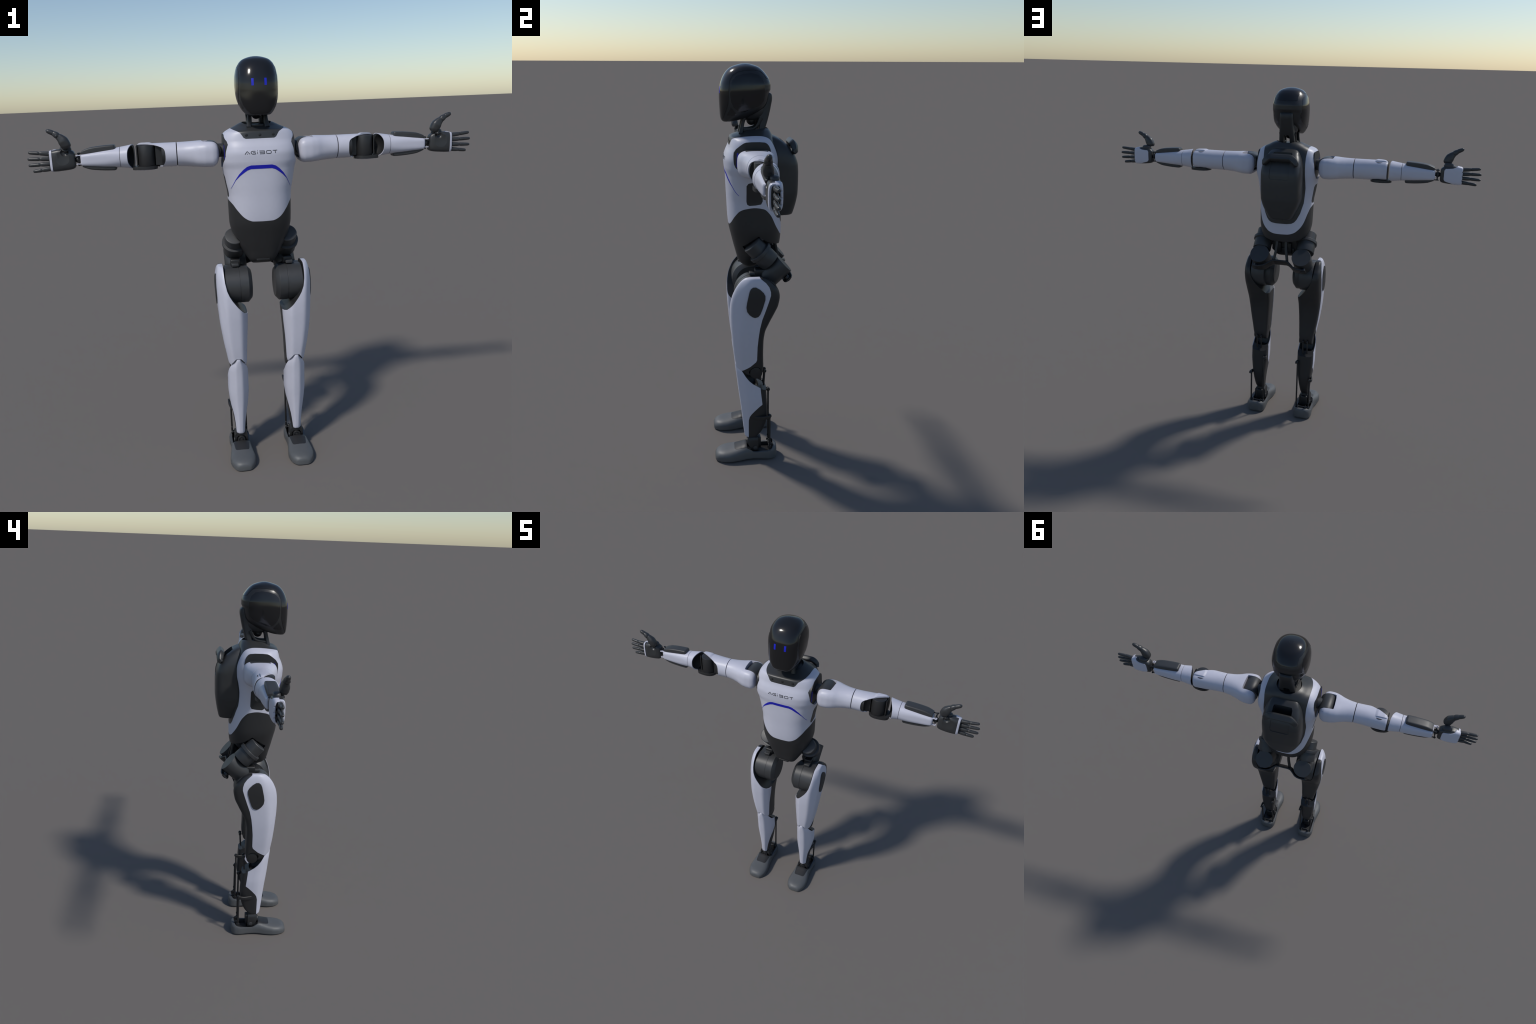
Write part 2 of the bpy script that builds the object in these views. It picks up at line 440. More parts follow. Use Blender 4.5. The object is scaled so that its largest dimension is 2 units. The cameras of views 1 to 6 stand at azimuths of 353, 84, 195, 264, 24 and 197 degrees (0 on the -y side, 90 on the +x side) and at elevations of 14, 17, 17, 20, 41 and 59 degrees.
vis = [(-.30, 1.55), (-.150, 1.60), (-.135, 1.648), (-.122, 1.680), (-.1115, 1.712), (-.1095, 1.763), (-.105, 1.806), (-.092, 1.830), (-.070, 1.844), (-.040, 1.851), (0, 1.853),
       (.028, 1.848), (.046, 1.832), (.056, 1.818), (.075, 1.814), (.30, 1.812), (.30, 2.1), (-.30, 2.1)]
visor = inter(dup(HEAD), prism("v", "x", vis, -.3, .3))
part(visor, "visor", GLOSS, head)
sp = [(-.100, 1.788), (-.093, 1.812), (-.076, 1.828), (-.045, 1.837), (-.012, 1.840), (.018, 1.834), (.037, 1.817), (.046, 1.789), (.048, 1.745), (.042, 1.722), (.022, 1.704), (-.012, 1.692),
      (-.040, 1.679), (-.056, 1.677), (-.072, 1.683), (-.088, 1.698), (-.100, 1.722), (-.1035, 1.755)]
s1 = inter(dup(HEAD), prism("v", "x", sp, .03, .3))
q = part(s1, "temple_panel", GLOSS, head); mirrored(q, head)
tri = [(-.101, 1.697), (-.104, 1.690), (-.117, 1.668), (-.116, 1.663), (-.080, 1.664), (-.075, 1.669)]
s2 = inter(dup(HEAD), prism("v", "x", tri, .03, .3))
q = part(s2, "cheek_panel", GLOSS, head); mirrored(q, head)
HP = loft("hp", "z", H_SECS, rings=100, seg=128, inset=-0.0006)
e1 = inter(dup(HP), prism("e", "y", [(.0225, 1.756), (.0325, 1.756), (.0325, 1.785), (.0225, 1.785)], -.3, -.05))
q = part(e1, "eye", EYE, head); mirrored(q, head)
drop(HEAD, HP)
# chin underside housing and neck ball
part(loft("ch", "z", [(1.640, -.03, .03, -.035, .030, 2.5), (1.648, -.038, .038, -.05, .045, 2.5), (1.680, -.050, .050, -.06, .06, 2.5), (1.72, -.05, .05, -.06, .06, 2.5)], rings=20, seg=64), "head_base", DARK, head)

# ------------------------------------------------------------------ neck
rear = loft("nk", "z", [(1.598, -.043, .043, .022, .052, 5), (1.625, -.041, .041, .022, .061, 5), (1.660, -.039, .039, .015, .071, 5), (1.700, -.037, .037, .0, .080, 5),
                        (1.735, -.036, .036, .0, .0855, 5), (1.748, -.0355, .0355, .0, .084, 5), (1.756, -.035, .035, .0, .076, 5)], rings=50, seg=80)
cut(rear, prism("g", "y", [(-.017, 1.59), (.017, 1.59), (.017, 1.630), (.012, 1.640), (-.012, 1.640), (-.017, 1.630)], -.1, .2))
neck = part(rear, "neck", DARK)
for sx in (-1, 1):
    st = sweep("st", [(sx*.040, -.056, 1.583), (sx*.0375, -.052, 1.605), (sx*.036, -.047, 1.628), (sx*.036, -.040, 1.652)], [.012, .0095, .0085, .010], seg=20, n=4, flat=0.9, smooth=16)
    part(st, "neck_strut", JOINT, neck)
    rr = sweep("st", [(sx*.036, -.050, 1.596), (sx*.038, -.020, 1.5985), (sx*.038, .006, 1.606), (sx*.038, .022, 1.625), (sx*.037, .034, 1.650)], [.008, .006, .006, .007, .009], seg=16, n=4, up=(1, 0, 0), smooth=20)
    part(rr, "neck_link", JOINT, neck)
part(ball("b", (0, -.006, 1.638), .0225), "neck_ball", JOINT, neck)

# ================================================================== ARM (left, +x), mirrored afterwards
YA = -0.003
UA = loft("ua", "x", [
    (.1760, -.055, .046, 1.462, 1.494, 2.8), (.1775, -.064, .055, 1.450, 1.506, 3.0), (.183, -.0745, .066, 1.434, 1.5185, 3.2), (.193, -.081, .0725, 1.4225, 1.527, 3.4), (.207, -.084, .0765, 1.4165, 1.5315, 3.4),
    (.230, -.0835, .0765, 1.4165, 1.533, 3.3), (.258, -.078, .0725, 1.418, 1.533, 3.0), (.290, -.067, .063, 1.421, 1.532, 2.5), (.325, -.059, .055, 1.4235, 1.531, 2.2),
    (.3575, -.055, .051, 1.4255, 1.5305, 2.05)], rings=70, seg=112)
slot = prism("sl", "z", [(.10, -.051), (.238, -.051), (.247, -.046), (.252, .040), (.244, .047), (.10, .047)], 1.440, 1.6, rnd=1)
cut(UA, slot)
upper = part(UA, "upper_arm", WHITE)
part(cyl("d", (.2095, -.0495, 1.4865), (.2095, .0455, 1.4865), .0435, ch=.002), "shoulder_drum", DRUM, upper)
part(cyl("d", (.12, -.004, 1.4865), (.205, -.004, 1.4865), .030, ch=.002), "shoulder_shaft", DRUM, upper)
part(cyl("d", (.165, -.030, 1.487), (.205, -.030, 1.487), .018, ch=.002), "shoulder_boss", JOINT, upper)
part(loft("d", "x", [(.352, -.0505, .0465, 1.430, 1.526, 2.05), (.3645, -.0505, .0465, 1.430, 1.526, 2.05)], smooth=False, seg=72), "arm_seam", JOINT, upper)

# elbow housing (second half of the upper arm)
E_SECS = [(.3615, -.0545, .0505, 1.4255, 1.5305, 2.05), (.40, -.0545, .0510, 1.426, 1.5305, 2.1), (.45, -.0545, .053, 1.427, 1.5305, 2.3), (.50, -.0545, .055, 1.428, 1.5305, 2.5), (.523, -.054, .0555, 1.429, 1.5295, 2.5), (.5325, -.051, .0535, 1.432, 1.526, 2.5)]
EO = loft("eo", "x", E_SECS, rings=40, seg=96)
EI = loft("ei", "x", [(s[0] + (.03 if i == 0 else 0.004 if i == len(E_SECS)-1 else .01), s[1]+.004, s[2]-.004, s[3]+.004, s[4]-.004, s[5]) for i, s in enumerate(E_SECS)], rings=30, seg=80)
# bump on top of the elbow
bump = loft("bu", "x", [(s[0], s[1] - g, s[2] + g, s[3], s[4] + g, s[5]) for s, g in zip([(.455,) + E_SECS[2][1:], (.468,) + E_SECS[2][1:], (.480,) + E_SECS[3][1:], (.510,) + E_SECS[3][1:], (.524,) + E_SECS[4][1:], E_SECS[5]], (-.004, .001, .0042, .0042, .003, -.001))], rings=24, seg=96)
inter(bump, prism("bz", "z", [(.452, -.020), (.462, -.026), (.53, -.022), (.54, -.010), (.54, .018), (.53, .026), (.462, .026), (.452, .020)], 1.49, 1.60))
union(EO, bump)
front_open = prism("fo", "y", [(.409, 1.480), (.411, 1.500), (.420, 1.511), (.440, 1.519), (.466, 1.5245), (.485, 1.5255), (.62, 1.5255), (.62, 1.40), (.432, 1.40), (.425, 1.431), (.416, 1.440), (.410, 1.455)], -.2, -.020, rnd=1)
top_open = prism("to", "z", [(.405, -.2), (.405, -.060), (.425, -.046), (.445, -.0335), (.455, -.028), (.535, .016), (.6, .05), (.6, -.2)], 1.36, 1.60)
bot_open = prism("bo", "z", [(.43, -.2), (.43, -.03), (.45, .02), (.47, .045), (.50, .075), (.6, .075), (.6, -.2)], 1.36, 1.436)
opening = top_open
EOs = cut(EO, dup(front_open)); cut(EOs, dup(top_open)); cut(EOs, dup(bot_open))
EL = dup(EI)
liner_cut = cyl("lc", (.492, 0, 1.40), (.492, 0, 1.54), .043, ch=0)
cut(EOs, EI)
cut(EL, liner_cut); cut(EL, prism("fo2", "y", [(.425, 1.40), (.425, 1.60), (.7, 1.60), (.7, 1.40)], -.2, -.018)); cut(EL, bot_open)
drop(front_open, top_open)
elbow = part(EOs, "elbow_housing", WHITE, ROOT)
part(EL, "elbow_liner", DARK, elbow)
part(cyl("ed", (.492, 0, 1.434), (.492, 0, 1.5235), .0385, ch=.0012, seg=64), "elbow_drum", DARK, elbow)
part(loft("d", "x", [(.357, -.0505, .0465, 1.430, 1.526, 2.05), (.372, -.0505, .0465, 1.430, 1.526, 2.05)], smooth=False, seg=72), "elbow_seam", JOINT, elbow)

# forearm cuff
C_SECS = [(.528, -.0565, .0525, 1.4235, 1.5335, 2.15), (.550, -.055, .051, 1.425, 1.5305, 2.15), (.575, -.0515, .0475, 1.4285, 1.526, 2.15), (.6045, -.0475, .0435, 1.4325, 1.5215, 2.15)]
CO = loft("co", "x", C_SECS, rings=24, seg=96)
CI = loft("ci", "x", [(s[0] - (.01 if i == 0 else 0) , s[1]+.0035, s[2]-.0035, s[3]+.0035, s[4]-.0035, s[5]) for i, s in enumerate([C_SECS[0], C_SECS[1], C_SECS[2], (.598, -.0485, .0445, 1.4315, 1.5225, 2.15)])] , rings=16, seg=80)
slant = prism("sl", "z", [(.40, -.2), (.617, -.2), (.5755, -.058), (.572, -.045), (.562, -.026), (.5535, -.006), (.5475, .02), (.545, .06), (.545, .2), (.40, .2)], 1.3, 1.6)
CL = dup(CI)
cut(CO, dup(slant)); cut(CO, CI)
slant.data.transform(Matrix.Translation((.0015, 0, 0)))
cut(CL, slant); cut(CL, ball("x", (.520, -.030, 1.480), .061, 48))
cuff = part(CO, "forearm", WHITE, ROOT)
part(CL, "cuff_liner", DARK, cuff)
# lower elbow fork: dark plate under the drum with a white skin
fork = prism("fk", "z", [(.446, .0), (.450, -.020), (.463, -.036), (.482, -.0435), (.505, -.044), (.528, -.0415), (.546, -.036), (.556, -.022), (.556, .022), (.540, .038), (.505, .0455), (.482, .044), (.463, .036), (.450, .020)], 1.4195, 1.4335, rnd=1)
part(fork, "elbow_fork", DARK, cuff)
skin = loft("sk", "z", [(1.4155, .470, .525, -.024, .024, 2.2), (1.417, .458, .538, -.034, .034, 2.3), (1.4197, .450, .548, -.040, .040, 2.5)], rings=8, seg=72)
part(skin, "elbow_fork_cover", WHITE, cuff)
# main forearm body
FB = loft("fb", "x", [(.6065, -.0470, .0430, 1.4328, 1.521, 2.15), (.630, -.0455, .0415, 1.434, 1.518, 2.4), (.665, -.043, .039, 1.437, 1.513, 2.9), (.710, -.0395, .0355, 1.4415, 1.5065, 3.5), (.755, -.036, .032, 1.446, 1.500, 4.2), (.768, -.034, .030, 1.448, 1.498, 4.5), (.7735, -.0295, .0255, 1.452, 1.494, 4.5)], rings=40, seg=96)
part(FB, "forearm_shell", WHITE, cuff)
part(loft("d", "x", [(.600, -.0450, .0410, 1.4355, 1.519, 2.15), (.611, -.0450, .0410, 1.4355, 1.519, 2.15)], smooth=False, seg=72), "forearm_seam", JOINT, cuff)
def pad(sgn):
    zc = 1.4775
    def s(x, yh, zi, zo, n): 
        a, b = (zc + zi, zc + zo) if sgn > 0 else (zc - zo, zc - zi)
        return (x, -.002-yh, -.002+yh, a, b, n)
    return loft("pad", "x", [s(.6245, .018, .031, .0485, 4), (s(.627, .0225, .029, .0535, 5)), s(.634, .0250, .027, .0555, 5.5), s(.665, .0260, .024, .0545, 5.5), s(.708, .0260, .021, .0510, 5.5), s(.735, .0255, .019, .0470, 5.5), s(.756, .0245, .018, .0400, 5.5), s(.7685, .023, .018, .0345, 5.5)], rings=40, seg=64)
part(pad(1), "forearm_pad", DRUM, cuff); part(pad(-1), "forearm_pad", DRUM, cuff)

# ------------------------------------------------------------------ wrist + hand
def ring_lug(c, axis, r, w, hole):
    o = cyl("l", np.array(c) - np.array(axis) * w/2, np.array(c) + np.array(axis) * w/2, r, ch=.0008, seg=24)
    return cut(o, cyl("l", np.array(c) - np.array(axis) * w, np.array(c) + np.array(axis) * w, hole, ch=0, seg=20))
wr = [cyl("w", (.765, -.002, 1.4755), (.812, -.002, 1.4755), .0095, ch=.001, seg=24), ball("w", (.786, -.002, 1.4755), .0145, 24)]
wr += [cyl("w", (.785, -.002, 1.447), (.785, -.002, 1.504), .0035, ch=.0005, seg=16)]
wr += [cyl("w", (.785, .018, 1.450), (.785, .018, 1.501), .0028, ch=.0005, seg=16)]
wr += [cyl("w", (.762, .018, z), (.788, .018, z), .0030, ch=.0005, seg=16) for z in (1.450, 1.501)]
wr += [ring_lug((.788, .018, z), (0, 0, 1), .0060, .004, .002) for z in (1.450, 1.501)]
wrist = part(join(wr, "wrist"), "wrist", JOINT)
for z in (1.457, 1.494):
    a = ring_lug((.787, -.021, z), (0, 0, 1), .0075, .0035, .0035)
    b = box("w", .765, .782, -.0265, -.0155, z-.00175, z+.00175, .0005)
    part(join([a, b], "wrist_lug"), "wrist_lug", WHITE, wrist)

PALM = loft("pm", "x", [(.7985, -.018, .013, 1.447, 1.502, 4), (.801, -.024, .017, 1.442, 1.508, 4), (.810, -.028, .020, 1.4365, 1.516, 4), (.830, -.031, .021, 1.433, 1.523, 4), (.860, -.032, .020, 1.4305, 1.524, 4), (.885, -.030, .018, 1.4295, 1.5205, 4), (.8945, -.028, .016, 1.430, 1.519, 4)], rings=30, seg=80)
# thumb socket
cut(PALM, ball("x", (.846, -.032 - .2 + .0042, 1.490), .2, 160))
cut(PALM, ball("x", (.838, -.040, 1.510), .0215, 32))
palm = part(PALM, "hand", HAND)
tb = loft("tb", "z", [(1.512, .812, .860, -.018, .014, 2.6), (1.524, .812, .861, -.019, .014, 2.6), (1.532, .817, .858, -.018, .012, 2.4), (1.536, .825, .850, -.014, .006, 2.2)], rings=16, seg=48)
part(tb, "thumb_mount", DRUM, palm)
part(join([ball("t", (.834, -.026, 1.516), .0085, 20), cyl("t", (.822, -.026, 1.518), (.846, -.026, 1.518), .005, seg=16), cyl("t", (.834, -.026, 1.508), (.832, -.024, 1.545), .0065, seg=20)], "thumb_joint"), "thumb_joint", JOINT, palm)
# white back-of-hand cover wrapping round to a strip at the knuckles
cover_s = [(.806, -.030, .0185, 1.437, 1.513, 4), (.815, -.031, .0225, 1.4345, 1.519, 4), (.840, -.034, .0235, 1.430, 1.5265, 4), (.870, -.034, .0225, 1.4285, 1.5265, 4), (.892, -.0305, .0195, 1.428, 1.522, 4), (.9045, -.0265, .016, 1.431, 1.518, 4), (.9075, -.023, .013, 1.435, 1.514, 4)]
CV = loft("cv", "x", cover_s, rings=30, seg=96)
knuck = [(.817, 1.500), (.823, 1.509), (.840, 1.510), (.858, 1.512), (.872, 1.517), (.882, 1.524), (.888, 1.535), (.900, 1.535), (.906, 1.520), (.9085, 1.508), (.9065, 1.499), (.9030, 1.4965), (.9065, 1.493), (.9085, 1.486), (.9065, 1.477), (.9030, 1.4745), (.9065, 1.471), (.9085, 1.464), (.9065, 1.455), (.9030, 1.4525), (.9065, 1.449), (.9080, 1.441),
         (.905, 1.425), (.872, 1.425), (.866, 1.432), (.852, 1.4375), (.832, 1.443), (.822, 1.447), (.817, 1.456)]
strip_p = prism("st", "y", [(.893, 1.40), (.893, 1.56), (.92, 1.56), (.92, 1.40)], -.1, .1)
cov = union(prism("kn", "y", knuck, -.006, .1), prism("st", "y", [(.8935, 1.40), (.8935, 1.56), (.9035, 1.56), (.9035, 1.40)], -.1, -.004))
drop(strip_p)
inter(CV, cov)
part(CV, "hand_cover", WHITE, palm)
part(loft("kb", "x", [(.890, -.0215, .010, 1.434, 1.515, 4), (.9075, -.021, .009, 1.434, 1.515, 4)], smooth=False, seg=48), "knuckle_block", JOINT, palm)

def finger(base, tip, mid):
    b, t, m = np.array(base), np.array(tip), np.array(mid)
    prox = sweep("f", [b, b + (m-b)*.2, b + (m-b)*.8, m], [.0090, .0096, .0088, .0074], seg=20, n=3, flat=0.95, smooth=12)
    k = cyl("f", m + np.array([0, 0, -.0072]), m + np.array([0, 0, .0072]), .0058, ch=.001, seg=20)
    d = t - m; L = np.linalg.norm(d); d /= L
    dist = sweep("f", [m + d*.002, m + d*.008, m + d*L*.5, m + d*L*.82, m + d*L*.95, m + d*L], [.0068, .0080, .0076, .0068, .0050, .0012], seg=20, n=2.3, smooth=22)
    knob = cyl("f", b + np.array([.003, -.0065, 0]), b + np.array([.003, -.0105, 0]), .0045, ch=.0005, seg=16)
    return part(join([prox, k, dist, knob], "finger"), "finger", HAND, palm)
for zb, zm, zt, xt in ((1.5055, 1.5095, 1.5145, .994), (1.4845, 1.4855, 1.4865, 1.0), (1.4630, 1.4615, 1.4590, .9985), (1.4420, 1.4375, 1.4330, .9815)):
    xm = .946 if zb > 1.45 else .941
    finger((.902, -.006, zb), (xt, -.006, zt), (xm, -.0085, zm))
# thumb: curved metacarpal, mid segment, tip
th1 = sweep("th", [(.8215, -.024, 1.5275), (.8235, -.025, 1.540), (.830, -.027, 1.555), (.842, -.028, 1.5705), (.852, -.029, 1.579)], [.0170, .0225, .0225, .0175, .0135], seg=28, n=2.8, flat=0.84, up=(0, 1, 0), smooth=24)
part(th1, "thumb", HAND, palm)
th2 = sweep("th", [(.8490, -.029, 1.5765), (.856, -.029, 1.583), (.865, -.029, 1.5895), (.871, -.029, 1.593)], [.0120, .0138, .0120, .0098], seg=24, n=2.6, smooth=14)
th3 = sweep("th", [(.8675, -.029, 1.5910), (.871, -.029, 1.593), (.880, -.0292, 1.5975), (.889, -.0295, 1.6015), (.895, -.0297, 1.604), (.898, -.030, 1.605)], [.0080, .0108, .0104, .0092, .0065, .002], seg=24, n=2.3, smooth=22)
part(join([th2, th3, cyl("t", (.8565, -.0435, 1.580), (.8565, -.0145, 1.580), .0045, seg=16)], "thumb_tip"), "thumb_tip", HAND, palm)

for o in (upper, elbow, cuff, wrist): mirror_tree(o, ROOT)
palm_r = mirror_tree(palm, ROOT)
# the two thumbs are posed slightly differently
for hand, mv in ((palm, (-.003, .005, 0)), (palm_r, (-.006, -.006, .001))):
    for c in hand.children:
        if c.name.split(".")[0] in ("thumb", "thumb_tip"): c.data.transform(Matrix.Translation(mv))

LEG_Y = 0.0
# ================================================================== HIP + LEG (left, +x)
A = np.array([0, -.695, .719]); B = np.array([0, .735, .678])
cap_top = np.array([.1225, -.018, 1.097])
hip = part(lathe("hc", cap_top, cap_top - A, [(0, .040), (.001, .0435), (.0035, .0455), (.050, .0455), (.0505, .0560), (.052, .0570), (.066, .0570), (.0675, .0560), (.069, .0495), (.120, .0495), (.122, .0485)], seg=64), "hip_yaw_motor", DRUM)
fc = np.array([.1170, .131, 1.002])
part(lathe("hb", fc, fc - B, [(0, .0513), (.0008, .0520), (.100, .0520), (.116, .042)], seg=64), "hip_roll_motor", DRUM, hip)
part(box("hk", .100, .146, -.005, .075, .945, .980, .006), "hip_bracket", JOINT, hip)
part(box("hk", .110, .143, -.030, .02, .951, .965, .003), "hip_tab", DRUM, hip)
# drum of the hip pitch joint
DC = (-.012, .862)
drum = lathe("hd", (.0545, *DC), (.2, *DC), [(0, .066), (.001, .0675), (.0145, .0825), (.017, .0850), (.018, .0860), (.055, .0860), (.0552, .0845), (.0575, .0845), (.0577, .0855), (.124, .0855), (.126, .083)], seg=96)
part(drum, "hip_pitch_motor", DRUM, hip)
part(cyl("hh", (.1005, .018, .866), (.176, .018, .866), .0835, ch=.002, seg=96), "hip_motor_housing", DRUM, hip)
mirror_tree(hip, ROOT)

# rear hip linkage bracket (one piece across both sides)
br = []
for s in (-1, 1):
    br.append(sweep("st", [(s*.150, .151, .929), (s*.125, .150, .928), (s*.098, .148, .930), (s*.080, .143, .935), (s*.062, .131, .946), (s*.044, .121, .955), (s*.030, .119, .958), (0, .119, .958)], [.0032, .0048] + [.0050]*6, seg=20, n=5, flat=5.2, up=tuple(B), smooth=44))
    br.append(sweep("st", [(s*.038, .122, .964), (s*.035, .118, .985), (s*.027, .108, 1.035), (s*.024, .098, 1.088)], [.0072]*4, seg=16, n=6, flat=0.95, up=(0, 1, 0), smooth=16))
br.append(box("st", -.036, .036, .050, .105, 1.078, 1.092, .003))
bracket = part(join(br, "hip_linkage"), "hip_linkage", JOINT)
for s in (-1, 1):
    part(cyl("lg", (s*.132, .138, .941), (s*.132, .1560, .9225), .0120, ch=.001, seg=28), "linkage_bolt", JOINT, bracket)

# ---- shin outline (also cuts the knee opening of the thigh)
CX = .138
def sx(z, hw, yf, yb, n=3.6, off=0.0): return (z, CX - hw + off, CX + hw + off, yf, yb, n)
SH = [sx(.5195, .0170, -.098, .03, 4), sx(.518, .0195, -.1000, .035, 4), sx(.508, .0265, -.1015, .04, 3.6), sx(.492, .0370, -.1005, .045, 3.4), sx(.475, .0450, -.0985, .047, 3.4), sx(.452, .0488, -.0955, .048, 3.4), sx(.425, .0490, -.0925, .049, 3.4),
      sx(.390, .0485, -.089, .0485, 3.4), sx(.340, .0490, -.083, .051, 3.4), sx(.290, .0455, -.0765, .0535, 3.4), sx(.240, .0395, -.0710, .0555, 3.4), sx(.205, .0350, -.0675, .051, 3.4), sx(.170, .0305, -.0640, .041, 3.4), sx(.140, .0272, -.0605, .026, 3.4), sx(.122, .0250, -.0580, .010, 3.4), sx(.114, .0235, -.0555, .001, 3.4), sx(.111, .022, -.052, -.003, 3.4)]
knee_cut = [(-.0955, .60), (-.0945, .530), (-.0885, .513), (-.078, .496), (-.0685, .481), (-.052, .455), (-.035, .433), (-.015, .415), (.008, .400), (.030, .387), (.050, .378), (.3, .36), (.3, .60)]
def shin(inset, d=0.0):
    o = loft("sh", "z", SH, rings=70, seg=112, inset=inset, chamfer=1.5, taper=.22, nback=4.5)
    return cut(o, prism("c", "x", [(y, z - d) for y, z in knee_cut], 0, .4))
# ---- thigh
TH = [ # z, x inner, x outer, y front, y back, n
    (.960, .170, .200, -.030, .020, 2.4), (.957, .155, .207, -.048, .036, 2.5), (.947, .140, .2125, -.066, .055, 2.6), (.925, .120, .2175, -.086, .077, 4.0), (.900, .104, .2205, -.101, .099, 5.0), (.865, .094, .2215, -.114, .1075, 5.0),
    (.825, .087, .2205, -.1205, .1015, 5.0), (.780, .082, .2185, -.1225, .082, 5.0), (.735, .081, .2155, -.1215, .060, 5.0), (.685, .083, .2115, -.1180, .040, 5.0), (.635, .086, .2055, -.1140, .034, 5.0),
    (.580, .089, .1975, -.1085, .033, 5.0), (.530, .091, .1885, -.1015, .034, 5.0), (.500, .092, .1835, -.096, .035, 5.0), (.475, .095, .179, -.085, .033, 5.0), (.462, .099, .175, -.075, .028, 5.0), (.455, .106, .168, -.06, .015, 5.0)]
cutter_pts = [(.0, .722), (.070, .736), (.086, .7405), (.099, .7455), (.111, .759), (.131, .782), (.153, .812), (.166, .835), (.176, .860), (.1825, .893), (.1850, .920), (.1855, .948), (.185, 1.02), (.0, 1.02)]
knee_front = [(-.30, .490), (-.100, .490), (-.084, .4895), (-.070, .486), (-.047, .450), (-.02, .41), (-.30, .30)]
def thigh(inset, dx=0.0):
    o = loft("th", "z", TH, rings=80, seg=128, inset=inset, chamfer=1.54, taper=.05, nback=5.5)
    cut(o, prism("c", "y", [(x - dx if x > .01 else x, z + dx*.6) for x, z in cutter_pts], -.3, .3))
    return o
core = thigh(0.0018, 0.0015)
knee_gap = shin(-0.0025, -0.002)
cut(core, knee_gap, keep=True)
cut(core, prism("k", "x", [(y + .002, z + .002) for y, z in knee_front], 0, .4))
cut(core, cyl("k", (.160, -.008, .481), (.25, -.008, .481), .0285, ch=0))
cut(core, prism("k", "x", [(-.01, .515), (.015, .535), (.028, .525), (.024, .500), (-.005, .492)], .0, .0945, rnd=2))
thigh_o = part(core, "thigh", DARK)
part(cyl("kd", (.12, -.008, .481), (.1705, -.008, .481), .0265, ch=.002), "knee_disc", DARK, thigh_o)
part(cyl("kd", (.098, -.003, .470), (.174, -.003, .470), .030, ch=.003), "knee_axle", JOINT, thigh_o)
arch_cut = prism("ac", "y", [(CX - .012, .5215), (CX + .012, .5215), (CX + .020, .512), (CX + .036, .486), (CX + .036, .47), (CX - .036, .47), (CX - .036, .486), (CX - .020, .512)], -.2, -.078)
outer = thigh(0.0); inner = loft("ti", "z", TH, rings=60, seg=96, inset=0.0035, chamfer=1.54, taper=.05, nback=5.5)
cut(outer, inner); cut(outer, prism("k", "x", knee_front, 0, .4)); cut(outer, knee_gap); cut(outer, dup(arch_cut)); cut(core, arch_cut)
back_edge = [(.006, .995), (.006, .966), (.018, .955), (.040, .937), (.054, .918), (.061, .896), (.061, .879), (.052, .849), (.037, .804), (.022, .761), (.012, .716), (.006, .67), (.0015, .62), (.0, .548), (-.004, .536), (-.030, .511), (-.070, .487)]
wo = prism("wo", "x", [(-.3, .995)] + back_edge + [(-.085, .45), (-.3, .45)], .140, .3)
in_edge = [(-.055, .985), (-.055, .80), (-.062, .72), (-.070, .65), (-.072, .61), (-.069, .54), (-.066, .50), (-.066, .45)]
wi = prism("wi", "x", [(-.3, .985)] + in_edge + [(-.3, .45)], .0, .1405)
inter(outer, union(wo, wi))
pad_o = [(-.050, .812), (-.047, .835), (-.036, .885), (-.030, .899), (-.020, .907), (-.006, .907), (.012, .896), (.028, .880), (.035, .866), (.035, .848), (.024, .808), (.013, .778), (.004, .766), (-.011, .761), (-.022, .765), (-.036, .776), (-.047, .792)]
pad_o = [(y, z + .0135) for y, z in pad_o]
pp = prism("pp", "x", pad_o, .15, .3)
cut(outer, dup(pp))
part(outer, "thigh_shell", WHITE, thigh_o)
pad_b = inter(loft("tp", "z", TH, rings=60, seg=96, inset=-0.0040, chamfer=1.54, taper=.05, nback=5.5), pp)
part(pad_b, "thigh_pad", DARK, thigh_o)
shift_tree(thigh_o, LEG_Y); mirror_tree(thigh_o, ROOT)

# ---- shin
sc = shin(0.0015, 0.0015)
cut(sc, loft("hol", "z", [(.385, CX-.030, CX+.030, -.050, .004, 3), (.41, CX-.0415, CX+.0415, -.060, .012, 3.5), (.50, CX-.0435, CX+.0435, -.085, .016, 3.5)], rings=10, seg=64))
shin_o = part(sc, "shin", DARK)
so = shin(0.0); cut(so, loft("si", "z", SH, rings=60, seg=96, inset=0.0032, chamfer=1.5, taper=.22, nback=4.5))
sh_edge = [(.02, .60), (.017, .397), (.0185, .378), (.0265, .305), (.012, .293), (-.010, .270), (-.026, .250), (-.034, .235), (-.039, .212), (-.039, .10)]
w1 = prism("w", "x", [(-.3, .6)] + sh_edge + [(-.3, .10)], CX, .4)
sh_in = [(.02, .60), (.008, .390), (.013, .335), (.011, .318), (-.004, .295), (-.026, .268), (-.036, .235), (-.043, .190), (-.048, .10)]
w2 = prism("w", "x", [(-.3, .6)] + sh_in + [(-.3, .10)], 0, CX + .0005)
inter(so, union(w1, w2))
part(so, "shin_shell", WHITE, shin_o)
# knee pull links behind the joint
for dx in (-.012, .012):
    part(join([cyl("l", (CX+dx, .035, .392), (CX+dx, .040, .468), .0042, seg=16), cyl("l", (CX+dx-.004, .040, .468), (CX+dx+.004, .040, .468), .0085, seg=20)], "knee_link"), "knee_link", JOINT, shin_o)
